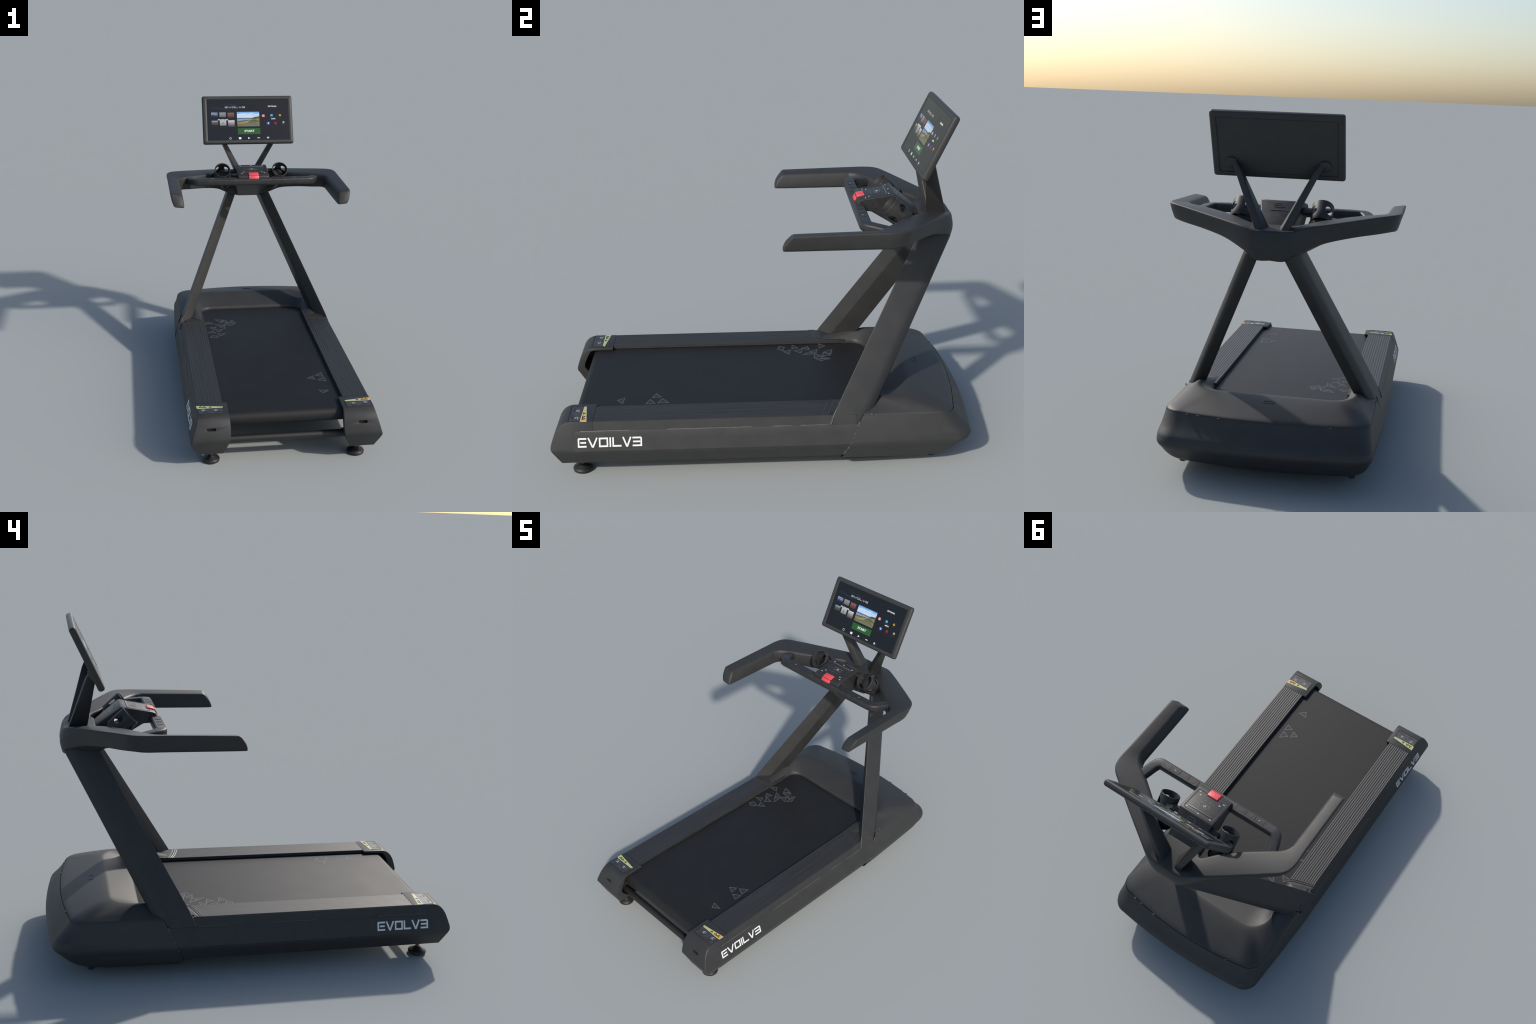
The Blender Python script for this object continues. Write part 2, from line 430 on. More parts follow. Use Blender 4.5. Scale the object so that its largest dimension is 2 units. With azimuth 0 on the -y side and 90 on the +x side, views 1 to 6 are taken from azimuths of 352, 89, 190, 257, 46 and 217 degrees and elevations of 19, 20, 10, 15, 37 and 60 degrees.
seam = lambda z: 0.355 + (z - 0.08) * 0.45
SHELL = [(.043, .444, .415, .800, .03, .08), (.050, .464, .432, .846, .03, .085), (.062, .475, .446, .874, .028, .088), (.080, .483, .459, .902, .026, .09), (.105, .491, .472, .925, .026, .088),
         (.130, .500, .481, .950, .025, .092), (.150, .509, .489, .967, .025, .088), (.168, .5115, .491, .974, .025, .088), (.185, .507, .4905, .968, .025, .088), (.200, .5025, .489, .959, .026, .088),
         (.230, .493, .482, .931, .029, .092), (.260, .483, .476, .907, .034, .087), (.2885, .470, .471, .888, .038, .082)]
rings = [u_curve(z, max(z, .072), w0, w1, yf, bow, r, seam(max(z, .07))) for z, w0, w1, yf, bow, r in SHELL]
rings = catmull(rings, 4)
me = loft("motor_cover", rings, closed=False)
cover = obj("motor_cover", me, root, M_shroud, 60)
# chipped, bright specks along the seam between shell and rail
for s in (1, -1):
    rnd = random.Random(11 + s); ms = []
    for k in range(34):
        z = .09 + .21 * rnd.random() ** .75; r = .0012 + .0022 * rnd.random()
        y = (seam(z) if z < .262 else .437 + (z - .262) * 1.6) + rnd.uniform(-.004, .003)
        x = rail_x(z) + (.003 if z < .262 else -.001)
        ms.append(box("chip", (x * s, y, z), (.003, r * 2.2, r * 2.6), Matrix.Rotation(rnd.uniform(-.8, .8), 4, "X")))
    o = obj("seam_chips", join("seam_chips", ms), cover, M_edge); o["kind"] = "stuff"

LID = [  # z, zr, w0, w1, yf, bow, r, y0
    (.2840, .282, .4690, .4705, .8855, .038, .082, .455), (.2900, .288, .4685, .4700, .8855, .038, .082, .455), (.2935, .292, .4665, .469, .8830, .038, .082, .455), (.2985, .296, .461, .463, .876, .037, .083, .452), (.304, .300, .452, .455, .862, .035, .086, .448),
    (.312, .303, .444, .444, .838, .031, .092, .43), (.321, .304, .434, .431, .810, .025, .10, .41), (.330, .304, .421, .416, .780, .018, .108, .39), (.338, .304, .408, .403, .748, .010, .113, .37), (.3435, .304, .395, .391, .720, .004, .113, .355), (.3460, .304, .385, .380, .700, 0, .11, .345),
    (.3455, .304, .381, .376, .692, 0, .108, .341), (.3425, .304, .377, .371, .682, 0, .106, .338), (.3255, .303, .359, .354, .628, 0, .096, .333), (.306, .301, .343, .340, .575, 0, .084, .330), (.2985, .2990, .337, .335, .556, 0, .073, .329),
    (.294, .296, .3345, .332, .550, 0, .070, .328), (.288, .292, .333, .331, .548, 0, .070, .328), (.262, .262, .333, .331, .548, 0, .070, .328)]
rings = [u_curve(*p) for p in LID]
lid = obj("cover_lid", loft("cover_lid", rings, closed=False), cover, M_shroud, 50)
# underside plate
u = u_curve(.0445, .0445, .44, .43, .790, .03, .08, .36)
obj("cover_underside", prism("cover_underside", u, (0, 0, .01)), cover, M_dark)
# front pads
for s in (1, -1):
    obj("front_pad", lathe("front_pad", (.394 * s, .79, .026), (0, 0, 1), [(0, .014), (.003, .0165), (.03, .0165)], 24), cover, M_foot)
# finger slot in the lid
def stadium(cx, cy, a, r, n=12):
    return [Vector((cx + (a if math.cos(t) > 0 else -a) + r * math.cos(t), cy + r * math.sin(t))) for t in [2 * math.pi * (k + .5) / (2 * n) for k in range(2 * n)]]
slope = -0.20
obj("lid_slot_rim", quads_to_mesh("lid_slot_rim", stroke(stadium(0, .768, .017, .010), .004, True), lambda a, b, d: Vector((a, b, .3344 + (b - .768) * slope + d - .002)), .0050), lid, M_shroud)
obj("lid_slot", quads_to_mesh("lid_slot", [stadium(0, .768, .017, .008)], lambda a, b, d: Vector((a, b, .3344 + (b - .768) * slope + d - .002)), .0034), lid, M_cup)
# small clips along the split line
for x, y in ((.35, .893), (.30, .899), (.20, .913), (-.30, .899)):
    obj("split_clip", box("split_clip", (x, y + .004, .285), (.014, .008, .008), bev=.001), lid, M_shroud)

# ------------------------------------------------------------------ uprights
LEG = [((0.452, 0.336), (0.154, 0.701)), ((0.379, 0.403), (0.087, 0.766)), ((0.353, 0.523), (0.065, 0.863)), ((0.431, 0.532), (0.136, 0.884))]
def leg_pt(k, z):
    (a, b), (c, d) = LEG[k]; t = (z - 0.35) / 0.65
    return Vector((a + (c - a) * t, b + (d - b) * t, z))
for s in (1, -1):
    rings = []
    for z in [0.2555 + (1.035 - 0.2555) * i / 12 for i in range(13)]:
        sec = []
        for k in range(4):
            p = leg_pt(k, z)
            if z < .32: p.x = min(p.x, rail_x(min(z, .296)) + (.0045 if k == 0 else -.004))
            sec.append(p)
        fo, fi, bi, bo = sec     # the outer back corner is broken into a wide soft facet
        sec = [fo, fi, bi, bo + (bi - bo) * .28 + Vector((0, .004, 0)), bo + (fo - bo) * .24 + Vector((.003, 0, 0))]
        rr = rounded(sec, [0.010, 0.006, 0.004, 0.016, 0.022], 4)
        rings.append([mir(p, s) for p in rr])
    top = [p.copy() for p in rings[-1]]; cc = Vector((.09 * s, .82, 1.07))
    rings.append([p + (Vector((cc.x, cc.y, p.z)) - p) * .45 + Vector((0, 0, .04)) for p in top])
    leg = obj("upright", loft("upright", rings), root, M_body, 25)
    # thin bright line along the foot of the upright
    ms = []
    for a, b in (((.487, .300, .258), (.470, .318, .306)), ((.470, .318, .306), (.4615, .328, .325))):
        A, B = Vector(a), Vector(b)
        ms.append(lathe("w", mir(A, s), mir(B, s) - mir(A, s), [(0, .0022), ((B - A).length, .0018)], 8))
    obj("pale_corner_line", join("pale_corner_line", ms), leg, M_edge)

# ------------------------------------------------------------------ handlebar: hub, arms and grips in one loft
ST = [  # BT, BB, FB, FT, bulge of the back face, bulge of the front face
    ((0, .900, 1.143), (0, .900, 1.012), (0, .742, 1.010), (0, .732, 1.152), .016, 0),
    ((.075, .899, 1.145), (.065, .899, 1.012), (.067, .742, 1.010), (.092, .742, 1.154), .016, 0),
    ((.14, .877, 1.160), (.118, .882, 1.048), (.140, .722, 1.035), (.124, .762, 1.163), .008, 0),
    ((.24, .818, 1.174), (.225, .803, 1.088), (.208, .692, 1.070), (.194, .697, 1.176), .003, .004),
    ((.36, .740, 1.190), (.345, .722, 1.110), (.308, .612, 1.096), (.285, .628, 1.187), .002, .004),
    ((.455, .676, 1.203), (.440, .658, 1.121), (.388, .552, 1.108), (.373, .570, 1.194), .002, .006),
    ((.520, .628, 1.210), (.500, .606, 1.128), (.438, .516, 1.116), (.441, .522, 1.197), .002, .004),
    ((.544, .570, 1.211), (.522, .552, 1.127), (.455, .480, 1.119), (.467, .482, 1.198), .003, .004),
    ((.545, .45, 1.211), (.521, .45, 1.126), (.457, .43, 1.120), (.471, .43, 1.198), .004, .004),
    ((.545, .165, 1.206), (.520, .15, 1.125), (.459, .15, 1.1195), (.475, .165, 1.195), .004, .004),
    ((.544, .131, 1.204), (.521, .087, 1.126), (.461, .087, 1.1205), (.476, .131, 1.194), .004, .004, .007)]
def section(st):
    bt, bb, fb, ft = [Vector(p) for p in st[:4]]
    out = Vector((0, 0, 0)); e = (bt - ft); e.z = 0; e.normalize()
    bm_ = (bt * .45 + bb * .55) + e * st[4]
    fm = (ft + fb) / 2 - e * st[5]
    if len(st) > 6: bm_.y -= st[6]; fm.y -= st[6]
    return rounded([bt, bm_, bb, fb, fm, ft], [0.013, 0.03, 0.013, 0.012, 0.02, 0.015], 4)
S = [section(t) for t in ST]
half = catmull(S, 6)
end = half[-1]; c = sum(end, Vector((0, 0, 0))) / len(end)
tip1 = [c + (p - c) * 0.93 + Vector((0, -0.005, 0)) for p in end]
tip2 = [c + (p - c) * 0.72 + Vector((0, -0.0095, 0)) for p in end]
half = half + [tip1, tip2]
left = [[Vector((-p.x, p.y, p.z)) for p in r] for r in reversed(half[1:])]
bar = obj("handlebar", loft("handlebar", left + half), root, M_grip, 45)

# ------------------------------------------------------------------ console box
BOX = [(.452, 1.212, .096), (.470, 1.2195, .1005), (.623, 1.2465, .102), (.745, 1.150, .074), (.80, 1.11, .068), (.80, 1.02, .066), (.739, 1.0095, .067), (.600, 1.1115, .098), (.515, 1.1645, .101), (.486, 1.1655, .101), (.470, 1.185, .100), (.450, 1.196, .097)]
me = loft("console_box", [[Vector((w * sx, y, z)) for y, z, w in BOX] for sx in (-1, 1)])
me = bevel(me, 0.006, 3, 25)
console = obj("console_box", me, root, M_console, 40)
TOP_A, TOP_B = Vector((0, .470, 1.2195)), Vector((0, .623, 1.2465))
tdir = (TOP_B - TOP_A).normalized(); tn = Vector((0, -tdir.z, tdir.y))
def on_top(u, v, d):   # u along x, v metres from the front edge of the top
    return Vector((u, 0, 0)) + TOP_A + tdir * v + tn * d
Ltop = (TOP_B - TOP_A).length
q = stroke(rounded([Vector((-.086, .012)), Vector((.086, .012)), Vector((.086, Ltop - .012)), Vector((-.086, Ltop - .012))], .012), .004, True)
obj("console_rim", quads_to_mesh("console_rim", q, lambda a, b, d: on_top(a, b, d - .0005), .002), console, M_console)
q = stroke([(-.070, Ltop - .032), (.070, Ltop - .032)], .007)
obj("console_ridge", bevel(quads_to_mesh("console_ridge", q, lambda a, b, d: on_top(a, b, d - .001), .004), .0015, 2), console, M_key)
q = []
for x, y in ((-.072, .022), (-.058, .040), (.072, .022), (.058, .040), (0, Ltop - .016), (-.07, Ltop - .02), (.072, Ltop - .022)):
    q.append([p for p in stadium(x, y, .003, .0025, 6)])
obj("status_light", quads_to_mesh("status_light", q, lambda a, b, d: on_top(a, b, d - .0004), .0014), console, M_icon)
# central round emblem of small strokes
q = stroke(stadium(0, .085, .016, .013, 10), .0026, True) + stroke([(-.024, .078), (.024, .078)], .0025) + stroke([(-.02, .094), (.022, .094)], .002)
obj("console_emblem", quads_to_mesh("console_emblem", q, lambda a, b, d: on_top(a, b, d - .0004), .0014), console, M_key)
q = stroke([(-.008, .088), (-.003, .081), (.001, .089), (.006, .082)], .003)
obj("emblem_stroke", quads_to_mesh("emblem_stroke", q, lambda a, b, d: on_top(a, b, d - .0004), .0018), console, M_icon)
q = stroke([(-.022, .056), (-.006, .056)], .003) + stroke([(.006, .056), (.022, .056)], .003)
obj("console_caption", quads_to_mesh("console_caption", q, lambda a, b, d: on_top(a, b, d - .0004), .0014), console, M_key)
# emblem and ledge on the sloping back of the console
BK_A, BK_B = Vector((0, .623, 1.2465)), Vector((0, .745, 1.150)); bd = (BK_B - BK_A).normalized(); bn = Vector((0, -bd.z, bd.y))
on_back = lambda u, v, d: Vector((u, 0, 0)) + BK_A + bd * v + bn * d
q = stroke(stadium(.01, .030, .012, .012, 8), .004, True) + stroke([(-.012, .030), (.03, .030)], .004) + stroke([(-.045, .062), (.045, .062)], .004)
obj("back_emblem", quads_to_mesh("back_emblem", q, lambda a, b, d: on_back(a, b, d - .001), .0022), console, M_key)
# red stop button rolled over the front edge
sec = [on_top(0, .0245, -.002), on_top(0, .022, .0062), on_top(0, -.006, .0066), on_top(0, -.0165, .003), on_top(0, -.012, -.004)]
me = loft("stop_button", [[p + Vector((x, 0, 0)) for p in sec] for x in (-.0315, .0315)])
button = obj("stop_button", bevel(me, .003, 3, 20), console, M_red, 40)
sec = [on_top(0, -.0185, .0018), on_top(0, -.0225, -.002), Vector((0, .4415, 1.200)), Vector((0, .4425, 1.189)), Vector((0, .458, 1.189)), Vector((0, .462, 1.206))]
me = loft("button_front", [[p + Vector((x, 0, 0)) for p in sec] for x in (-.0315, .0315)])
obj("button_front", bevel(me, .002, 2, 20), button, M_red, 40)

# ------------------------------------------------------------------ console bar (U-shaped with keys)
def sweep(name, path, width, height, r=0.010):
    """rounded-rectangle section swept on a path; width horizontal, height vertical"""
    rings = []; n = len(path)
    for i, p in enumerate(path):
        a = path[max(i - 1, 0)]; b = path[min(i + 1, n - 1)]
        d1 = (p - a).normalized() if i else (b - p).normalized(); d2 = (b - p).normalized() if i < n - 1 else d1
        d = (d1 + d2).normalized(); side = d.cross(Vector((0, 0, 1))).normalized(); k = 1 / max(side.dot(d1.cross(Vector((0, 0, 1))).normalized()), .5)
        up = Vector((0, 0, 1))
        sec = [p + side * (width / 2 * k * sx) + up * (height / 2 * sz) for sx, sz in ((-1, -1), (1, -1), (1, 1), (-1, 1))]
        rings.append(rounded(sec, r, 4))
    return loft(name, rings)
path = [Vector((0.406, .570, 1.164)), Vector((.392, .53, 1.170)), Vector((.380, .495, 1.176)), Vector((.370, .473, 1.179)), Vector((.357, .461, 1.181)), Vector((.342, .458, 1.181)), Vector((.10, .458, 1.179))]
path = path + [Vector((-p.x, p.y, p.z)) for p in reversed(path)]
cbar = obj("console_bar", sweep("console_bar", path, .054, .042, .013), root, M_console, 40)
for s in (1, -1):
    tray = rounded([Vector((.118, .437)), Vector((.335, .437)), Vector((.335, .475)), Vector((.118, .475))], .006)
    q = stroke(tray, .003, True)
    zb = 1.2005
    obj("key_tray_rim", quads_to_mesh("key_tray_rim", q, lambda a, b, d: Vector((a * s, b, zb + d - .0015)), .003), cbar, M_console)
    obj("key_tray", quads_to_mesh("key_tray", [tray], lambda a, b, d: Vector((a * s, b, zb + d - .002)), .0026), cbar, M_dark if False else M_console)
    for x in (.15, .205, .26, .31):
        obj("bar_key", box("bar_key", (x * s, .456, zb + .0005), (.034, .022, .0016)), cbar, M_console)
    for x in (.178, .233, .288):
        obj("key_divider", box("key_divider", (x * s, .456, zb + .001), (.004, .026, .0026)), cbar, M_console)
    q = [stadium(.26, .456, .0015, .002, 6)]
    obj("key_light", quads_to_mesh("key_light", q, lambda a, b, d: Vector((a * s, b, zb + .001 + d)), .0012), cbar, M_icon)

# ------------------------------------------------------------------ cup holders
AX = Vector((0, .74, -.672)).normalized()
for s in (1, -1):
    C = Vector((.185 * s, .585, 1.224))
    a, u, v = frame_of(AX); seg = 56
    def ring(d, r): return [C + a * d + (u * math.cos(2 * math.pi * k / seg) + v * math.sin(2 * math.pi * k / seg)) * r for k in range(seg)]
    rings = [ring(d, r) for d, r in ((0.0, .0475), (0.0, .0485), (0.002, .0505), (0.06, .0505), (0.104, .0490), (0.106, .0475), (0.104, .0455), (0.06, .0462), (0.002, .0462))]
    n = seg; V = [p for r in rings for p in r]; m = len(rings); F = []
    for i in range(m):
        for j in range(n):
            i2 = (i + 1) % m; j2 = (j + 1) % n
            F.append((i * n + j, i * n + j2, i2 * n + j2, i2 * n + j))
    me = mesh_from("cup_holder", V, F)
    cuts = []
    for k in range(4):
        ang = math.radians(45 + 90 * k)
        d = u * math.cos(ang) + v * math.sin(ang); w = a.cross(d)
        cc = C + a * 0.052 + d * 0.03
        hole = [cc + a * (.024 * math.cos(t)) + w * (.0205 * math.sin(t)) for t in [2 * math.pi * j / 20 for j in range(20)]]
        cuts.append(prism("cut", hole, d * 0.04))
    me = boolean(me, cuts, "cup_holder")
    cup = obj("cup_holder", me, root, M_cup, 40)
    obj("cup_base", lathe("cup_base", C + a * .065, Vector((-.034 * s, .074, -.084)), [(0, .030), (0.004, .040), (0.09, .041), (0.108, .038), (0.119, .030), (.126, .018), (.128, .002)], 40), cup, M_dark if False else M_foot, 40)
    obj("cup_bracket", box("cup_bracket", (.118 * s, .628, 1.203), (.05, .030, .020), Matrix.Rotation(math.radians(-40), 4, "X"), .004), cup, M_cup)

# ------------------------------------------------------------------ screen arms
for s in (1, -1):
    A = [(.082, .869), (.045, .869), (.028, .802), (.066, .779)]
    B = [(.185, .797), (.154, .803), (.152, .764), (.182, .748)]
    rings = []
    for z in (1.135, 1.155, 1.22, 1.30, 1.36, 1.395):
        t = (z - 1.155) / .225
        sec = [Vector((a[0] + (b[0] - a[0]) * t, a[1] + (b[1] - a[1]) * t, z)) for a, b in zip(A, B)]
        rings.append([mir(p, s) for p in rounded(sec, .006, 3)])
    # bend into the pivot disc on the back of the screen
    sec = [Vector(p) for p in ((.213, .779, 1.435), (.190, .779, 1.435), (.190, .755, 1.425), (.213, .755, 1.425))]
    rings.append([mir(p, s) for p in rounded(sec, .006, 3)])
    arm = obj("screen_arm", loft("screen_arm", rings), root, M_body, 35)
    bdir = Vector((0, .902, -.43))
    obj("pivot_disc", lathe("pivot_disc", Vector((.208 * s, .7765 - .43 * .085 + .902 * .026, 1.51 - .902 * .085 - .43 * .026)), bdir, [(0, .027), (.009, .027), (.013, .024), (.016, .018), (.017, .001)], 32), arm, M_body)

# ------------------------------------------------------------------ screen (local frame: X right, Y up, Z toward the user)
SC = Vector((0, .7765, 1.51)); up = Vector((0, .43, .902)).normalized(); nz = Vector((0, -.902, .43)).normalized()
MS = Matrix(((1, up.x, nz.x, SC.x), (0, up.y, nz.y, SC.y), (0, up.z, nz.z, SC.z), (0, 0, 0, 1)))
hw, hh, T = .295, .159, .033
def rrect(w, h, r, z, seg=6):
    return rounded([Vector((-w, -h, z)), Vector((w, -h, z)), Vector((w, h, z)), Vector((-w, h, z))], r, seg)
rings = [rrect(.266, .136, .002, -.004), rrect(.266, .136, .002, -.0002), rrect(.2675, .1375, .004, .0008), rrect(hw - .009, hh - .009, .010, .0014), rrect(hw - .003, hh - .003, .013, -.002), rrect(hw, hh, .014, -.008), rrect(hw, hh, .014, -.021),
         rrect(hw - .004, hh - .004, .012, -.028), rrect(hw - .010, hh - .010, .010, -.031), rrect(hw - .028, hh - .024, .003, -.031), rrect(hw - .030, hh - .026, .003, -.0265)]
screen = obj("screen", loft("screen", rings), root, M_bezel, 35)
screen.matrix_local = MS

def slab(name, poly, z, h, mat, parent=None):
    me = quads_to_mesh(name, [poly], lambda a, b, d: Vector((a, b, z + d)), h)
    return obj(name, me, parent or screen, mat)
GW, GH = .2655, .1355
Z0 = -.0005
def glassy(name, col, rough=0.24):
    m = plain(name, col, rough, spec=0.5); return m
M_glass = glassy("display_glass", (0.005, 0.0055, 0.0065))
glass = slab("display_glass", [Vector((-GW, -GH)), Vector((GW, -GH)), Vector((GW, GH)), Vector((-GW, GH))], -.0035, .003, M_glass)
# picture coordinates: u 0..1 from the left, v 0..1 from the top of the glass
def uv(u, v): return Vector((-GW + 2 * GW * u, GH - 2 * GH * v))
def rect(u0, v0, u1, v1): return [uv(u0, v1), uv(u1, v1), uv(u1, v0), uv(u0, v0)]
LIFT = .0004
def ui(name, poly, mat, layer=0): return slab(name, poly, Z0 - .0002 + layer * .0003, LIFT, mat, glass)
def ui_quads(name, quads, mat, layer=0):
    return obj(name, quads_to_mesh(name, quads, lambda a, b, d: Vector((a, b, Z0 - .0002 + layer * .0003 + d)), LIFT), glass, mat)

M_ui_white = glassy("display_white", (0.72, 0.72, 0.72)); M_ui_dim = glassy("display_dim_line", (0.016, 0.0165, 0.018))
M_ui_grey = glassy("display_grey", (0.36, 0.36, 0.38)); M_ui_green = glassy("display_green", (0.018, 0.085, 0.016))
M_ui_blue = glassy("display_dark_blue", (0.014, 0.022, 0.04))

def ramp_mat(name, axis, lo, hi, stops, noise=0.0, nscale=60, warp=None):
    """colour ramp along a local axis, disturbed by noise"""
    m, nt, b = new_mat(name); b.inputs["Roughness"].default_value = 0.24
    tc = nt.nodes.new("ShaderNodeTexCoord"); sp = nt.nodes.new("ShaderNodeSeparateXYZ"); nt.links.new(tc.outputs["Object"], sp.inputs[0])
    mr = nt.nodes.new("ShaderNodeMapRange"); mr.inputs["From Min"].default_value = lo; mr.inputs["From Max"].default_value = hi
    nt.links.new(sp.outputs[axis], mr.inputs["Value"]); fac = mr.outputs[0]
    if noise:
        mp = nt.nodes.new("ShaderNodeMapping"); mp.inputs["Scale"].default_value = warp or (1, 1, 1); nt.links.new(tc.outputs["Object"], mp.inputs[0])
        n = nt.nodes.new("ShaderNodeTexNoise"); n.inputs["Scale"].default_value = nscale; n.inputs["Detail"].default_value = 3; nt.links.new(mp.outputs[0], n.inputs["Vector"])
        mm = nt.nodes.new("ShaderNodeMath"); mm.operation = "MULTIPLY_ADD"; mm.inputs[1].default_value = noise
        nt.links.new(n.outputs["Fac"], mm.inputs[0]); 
        sb = nt.nodes.new("ShaderNodeMath"); sb.operation = "SUBTRACT"; sb.inputs[1].default_value = noise / 2
        nt.links.new(fac, sb.inputs[0]); nt.links.new(sb.outputs[0], mm.inputs[2]); fac = mm.outputs[0]
    r = nt.nodes.new("ShaderNodeValToRGB"); e = r.color_ramp.elements
    e[0].position, e[0].color = stops[0][0], (*stops[0][1], 1); e[1].position, e[1].color = stops[-1][0], (*stops[-1][1], 1)
    for p, c in stops[1:-1]:
        k = e.new(p); k.color = (*c, 1)
    nt.links.new(fac, r.inputs["Fac"]); nt.links.new(r.outputs[0], b.inputs["Base Color"])
    return m

U = lambda px: (px - 160) / 1912.0      # helper: picture pixels of a reference layout to u
Vv = lambda py: (py - 222) / 960.0
def R4(x0, y0, x1, y1): return rect(U(x0), Vv(y0), U(x1), Vv(y1))
def yloc(py): return uv(0, Vv(py)).y

# frames
for x0, y0, x1, y1 in ((248, 320, 1392, 482), (1432, 312, 1972, 478), (250, 512, 815, 880), (1440, 512, 1972, 872)):
    p = R4(x0, y0, x1, y1)
    ui_quads("panel_frame", stroke(p, .0007, True), M_ui_dim)
# blue swooshes in the header
for pts in ([(262, 402), (420, 418), (600, 462)], [(262, 430), (450, 445), (640, 470)], [(540, 335), (720, 350), (880, 372)], [(700, 335), (800, 345), (880, 365)]):
    ui_quads("header_swoosh", stroke([uv(U(a), Vv(b)) for a, b in pts], .0028), M_ui_blue)
# header word
qw, Lw = wordmark("EVOLV3", [.95, 1.05, 1.0, .9, 1.05, .95], .14, .62, .15)
x0, x1 = uv(U(585), 0).x, uv(U(1060), 0).x; yb = yloc(428); k = (x1 - x0) / Lw
ui_quads("header_word", [[Vector((x0 + p.x * k, yb + p.y * k * .82)) for p in qd] for qd in qw], M_ui_grey, 1)

def text(name, body, cx, cy, width, height, mat, layer=1, bold=0.0):
    cu = bpy.data.curves.new("t", "FONT"); cu.body = body; cu.align_x = "CENTER"; cu.align_y = "CENTER"; cu.offset = bold; cu.extrude = 0.0; cu.resolution_u = 2
    o = bpy.data.objects.new("t", cu); bpy.context.scene.collection.objects.link(o)
    me = bake(o, name); bpy.data.curves.remove(cu)
    xs = [v.co.x for v in me.vertices]; ys = [v.co.y for v in me.vertices]
    c = uv(U(cx), Vv(cy)); sx = width / (max(xs) - min(xs)); sy = height / (max(ys) - min(ys)); mx, my = (max(xs) + min(xs)) / 2, (max(ys) + min(ys)) / 2
    bm = bmesh.new(); bm.from_mesh(me)
    r = bmesh.ops.extrude_face_region(bm, geom=bm.faces[:])
    for g in r["geom"]:
        if isinstance(g, bmesh.types.BMVert): g.co.z = 1
    for v in bm.verts:
        v.co = Vector((c.x + (v.co.x - mx) * sx, c.y + (v.co.y - my) * sy, Z0 - .0002 + layer * .0003 + (LIFT if v.co.z > .5 else 0)))
    bmesh.ops.recalc_face_normals(bm, faces=bm.faces)
    bm.to_mesh(me); bm.free()
    return obj(name, me, glass, mat)
PX = 2 * GW / 1912.0; PY = 2 * GH / 960.0
text("settings_word", "SETTINGS", 1704, 394, 200 * PX, 30 * PY, M_ui_white, 1, .03)
text("apps_word", "APPS", 1716, 690, 105 * PX, 28 * PY, M_ui_white, 1, .03)
text("programs_word", "PROGRAMS", 532, 702, 240 * PX, 28 * PY, M_ui_white, 2, .03)

# landscape picture built from layers: sky, water, hills, meadow, path
lx0, ly0, lx1, ly1 = 862, 520, 1388, 862
M_sky = ramp_mat("picture_sky", "Y", yloc(660), yloc(520), [(0, (.42, .55, .68)), (.3, (.55, .63, .72)), (.42, (.28, .45, .68)), (.62, (.62, .66, .72)), (.72, (.25, .45, .72)), (1, (.10, .28, .6))], .75, 26, (1, 3.2, 1))
M_water = ramp_mat("picture_water", "Y", yloc(745), yloc(655), [(0, (.16, .22, .32)), (.5, (.22, .30, .44)), (.8, (.07, .10, .15)), (1, (.14, .2, .3))], .3, 60, (1, 4, 1))
M_meadow = ramp_mat("picture_meadow", "Y", yloc(862), yloc(690), [(0, (.17, .16, .07)), (.25, (.10, .10, .05)), (.5, (.24, .19, .08)), (.7, (.07, .085, .035)), (1, (.05, .07, .03))], .8, 34, (1, 2.5, 1))
M_straw = ramp_mat("picture_straw", "Y", yloc(830), yloc(690), [(0, (.12, .10, .04)), (.5, (.34, .26, .11)), (1, (.2, .15, .06))], .5, 40)
M_path = ramp_mat("picture_path", "Y", yloc(862), yloc(700), [(0, (.15, .15, .10)), (.6, (.11, .115, .065)), (1, (.07, .08, .04))], .3, 60)
pp = lambda pts: [uv(U(a), Vv(b)) for a, b in pts]
ui("landscape_sky", R4(lx0, ly0, lx1, 668), M_sky)
ui("landscape_water", R4(lx0, 660, lx1, 760), M_water, 0.5)
ui("landscape_meadow", pp([(lx0, ly1), (lx1, ly1), (lx1, 700), (1230, 700), (1000, 722), (lx0, 735)]), M_meadow, 1)
ui("landscape_headland", pp([(1388, 690), (1388, 625), (1330, 636), (1280, 640), (1220, 668), (1210, 690)]), M_meadow, 1.5)
ui("landscape_field", pp([(1260, 700), (1388, 735), (1388, 668), (1320, 680)]), M_straw, 2)
ui("landscape_field", pp([(lx0, 855), (940, 842), (1110, 752), (1215, 706), (1170, 708), (1030, 752), (lx0, 808)]), M_straw, 2)
ui("landscape_path", pp([(930, ly1), (1388, ly1), (1388, 838), (1250, 703), (1222, 703), (1110, 775)]), M_path, 2.5)
text("landscape_word", "VIRTUAL", 1130, 692, 160 * PX, 20 * PY, M_ui_grey, 3.6)

# start button
ui("start_button", R4(868, 905, 1398, 1045), M_ui_green)
text("start_word", "START", 1142, 970, 240 * PX, 50 * PY, M_ui_white, 1, .03)

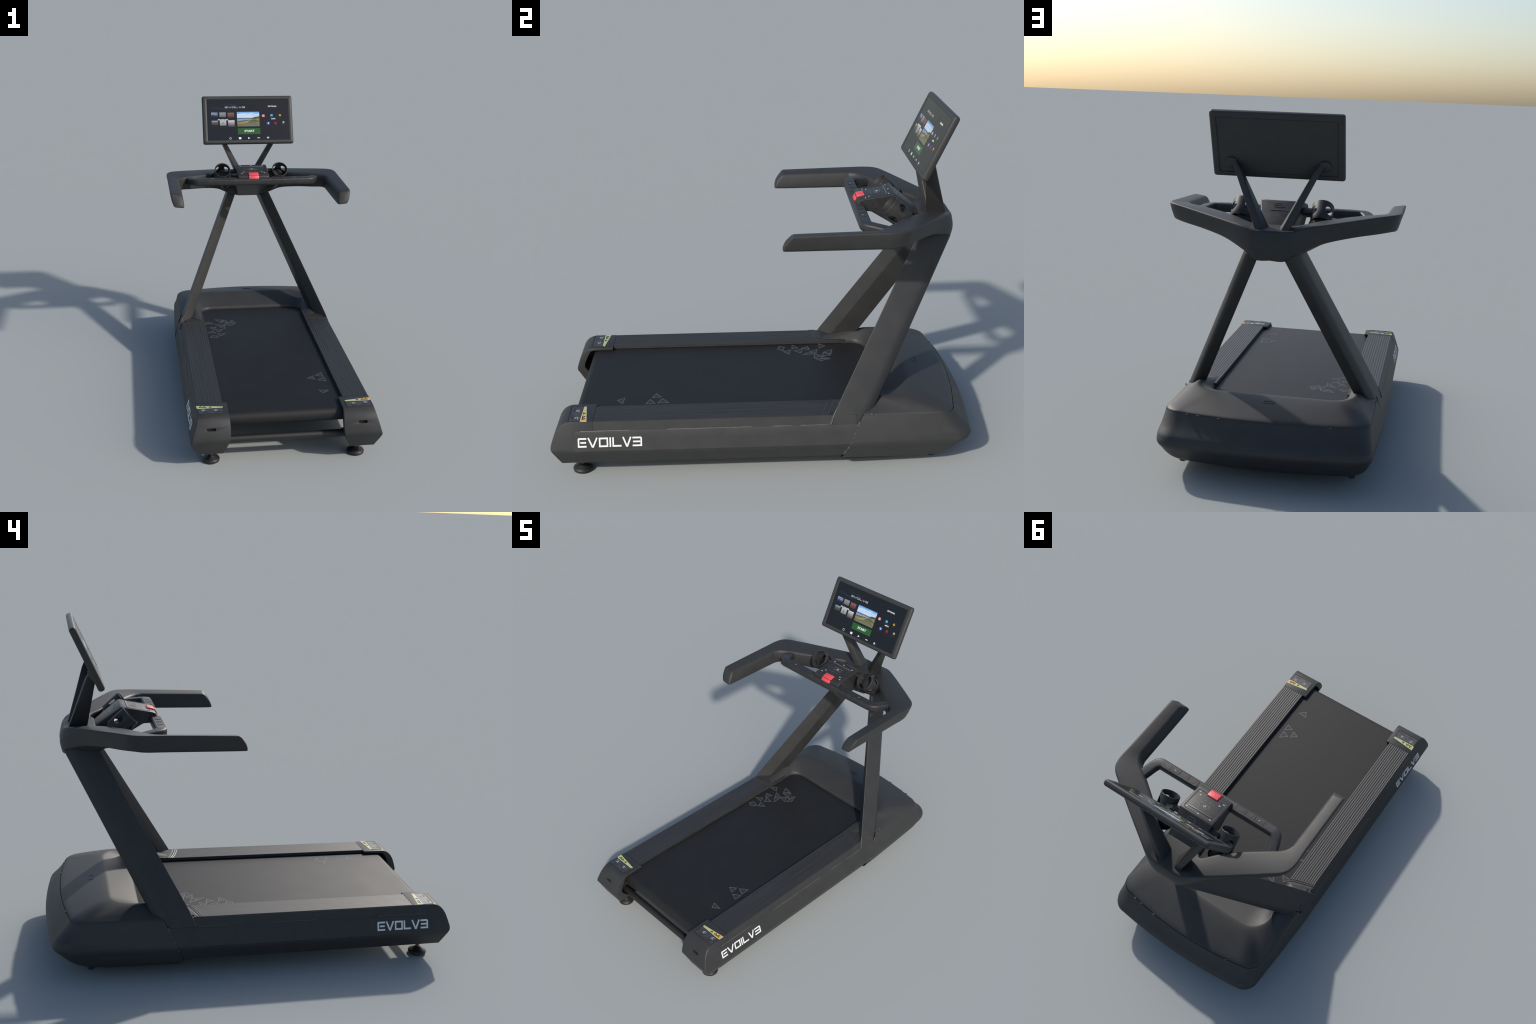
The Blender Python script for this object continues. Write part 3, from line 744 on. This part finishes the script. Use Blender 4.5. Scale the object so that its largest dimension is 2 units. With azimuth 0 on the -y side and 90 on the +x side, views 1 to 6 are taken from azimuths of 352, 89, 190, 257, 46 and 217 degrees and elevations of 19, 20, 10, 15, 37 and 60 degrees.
# programme thumbnails
thumbs = [((258, 530, 408, 632), [(0, (.012, .016, .03)), (.35, (.02, .03, .08)), (.55, (.25, .28, .34)), (.7, (.05, .1, .3)), (1, (.3, .36, .5))], .9),
          ((450, 527, 602, 636), [(0, (.10, .09, .09)), (.35, (.16, .15, .16)), (1, (.22, .24, .26))], .2),
          ((643, 535, 795, 655), [(0, (.02, .014, .012)), (.4, (.12, .045, .03)), (.8, (.2, .075, .05)), (1, (.12, .10, .09))], .25),
          ((262, 720, 412, 825), [(0, (.03, .026, .022)), (.5, (.09, .06, .045)), (.65, (.12, .10, .09)), (.75, (.18, .21, .26)), (1, (.24, .28, .33))], .25),
          ((455, 718, 605, 845), [(0, (.02, .02, .02)), (.2, (.22, .24, .24)), (1, (.38, .42, .42))], .25),
          ((650, 715, 800, 868), [(0, (.03, .026, .028)), (.3, (.13, .11, .11)), (.6, (.28, .25, .26)), (1, (.55, .55, .56))], .15)]
for i, (r, st, nz_) in enumerate(thumbs):
    ui("programme_thumbnail", R4(*r), ramp_mat("thumbnail_picture", "Y", yloc(r[3]), yloc(r[1]), st, nz_, 70))
ui_quads("thumbnail_runner", stroke(pp([(520, 745), (535, 775), (515, 800), (525, 830)]), .0028), M_dark, 1)
ui_quads("thumbnail_runner", stroke(pp([(683, 775), (688, 800)]), .0022), M_dark, 1)

# application icons (plain coloured stand-ins)
def disc_poly(cx, cy, r, n=20, x=1.0): return [uv(U(cx), Vv(cy)) + Vector((r * x * math.cos(2 * math.pi * k / n), r * math.sin(2 * math.pi * k / n))) for k in range(n)]
def rr2(x0, y0, x1, y1, r): return [Vector((p.x, p.y)) for p in rounded([Vector((q.x, q.y, 0)) for q in R4(x0, y0, x1, y1)], r, 3)]
ui("app_icon", rr2(1452, 584, 1518, 640, .004), ramp_mat("icon_pink", "Y", yloc(640), yloc(584), [(0, (.75, .42, .12)), (.45, (.7, .12, .2)), (1, (.35, .1, .5))], .3, 60))
ui_quads("app_icon_ring", stroke(disc_poly(1485, 612, .0042, 14), .0013, True), M_ui_white, 1)
ui("app_icon", rr2(1650, 580, 1714, 634, .006), ramp_mat("icon_blue", "X", uv(U(1650), 0).x, uv(U(1714), 0).x, [(0, (.12, .36, .55)), (1, (.03, .22, .6))], .2, 60))
ui("app_icon", pp([(1880, 576), (1914, 606), (1880, 634), (1848, 606)]), glassy("icon_yellow", (.62, .36, .02)))
ui("app_icon_hole", disc_poly(1881, 605, .0033, 12), M_glass, 1)
ui("app_icon", rr2(1560, 764, 1630, 818, .002), glassy("icon_royal_blue", (.02, .12, .6)))
ui_quads("app_icon_letter", stroke(pp([(1608, 775), (1597, 778), (1596, 818)]), .0026) + stroke(pp([(1584, 793), (1608, 793)]), .0024), M_ui_white, 1)
ui_quads("app_icon", stroke(pp([(1752, 816), (1752, 768), (1784, 816), (1784, 768)]), .0036), glassy("icon_red", (.5, .015, .025)))
for a0, cl in ((30, (.03, .35, .1)), (150, (.6, .08, .05)), (270, (.45, .5, .6))):
    P = [uv(U(1955), Vv(778))] + [uv(U(1955), Vv(778)) + Vector((.0075 * math.cos(math.radians(a0 + 90 + t)), .0075 * math.sin(math.radians(a0 + 90 + t)))) for t in range(0, 121, 20)]
    ui("app_icon", P, glassy("icon_third", cl))
for cx, cy, w in ((1486, 655, 60), (1680, 655, 150), (1880, 655, 60), (1596, 832, 70), (1768, 832, 45), (1945, 832, 75), (335, 665, 30), (526, 663, 90), (716, 663, 35), (345, 842, 30)):
    ui_quads("icon_caption", stroke(pp([(cx - w / 2, cy), (cx + w / 2, cy)]), .0011), M_ui_dim if False else glassy("caption_grey", (.06, .06, .065)))
# control symbols
ui_quads("control_symbol", stroke(disc_poly(688, 1140, .0062, 18), .0016, True), M_ui_white)
ui("control_symbol", rr2(884, 1114, 942, 1162, .001), M_ui_white)
ui("control_symbol", pp([(1104, 1160), (1152, 1137), (1104, 1114)]), M_ui_white)
ui_quads("control_symbol", stroke(pp([(1322, 1134), (1380, 1134)]), .0045), M_ui_white)
ui_quads("control_symbol", stroke(pp([(1544, 1132), (1602, 1132)]), .0036) + stroke(pp([(1573, 1107), (1573, 1157)]), .0036), M_ui_white)
# back panel of the screen
slab("back_panel", [Vector((p.x, p.y)) for p in rrect(hw - .034, hh - .030, .003, 0)], -.0275, .006, M_bezel)
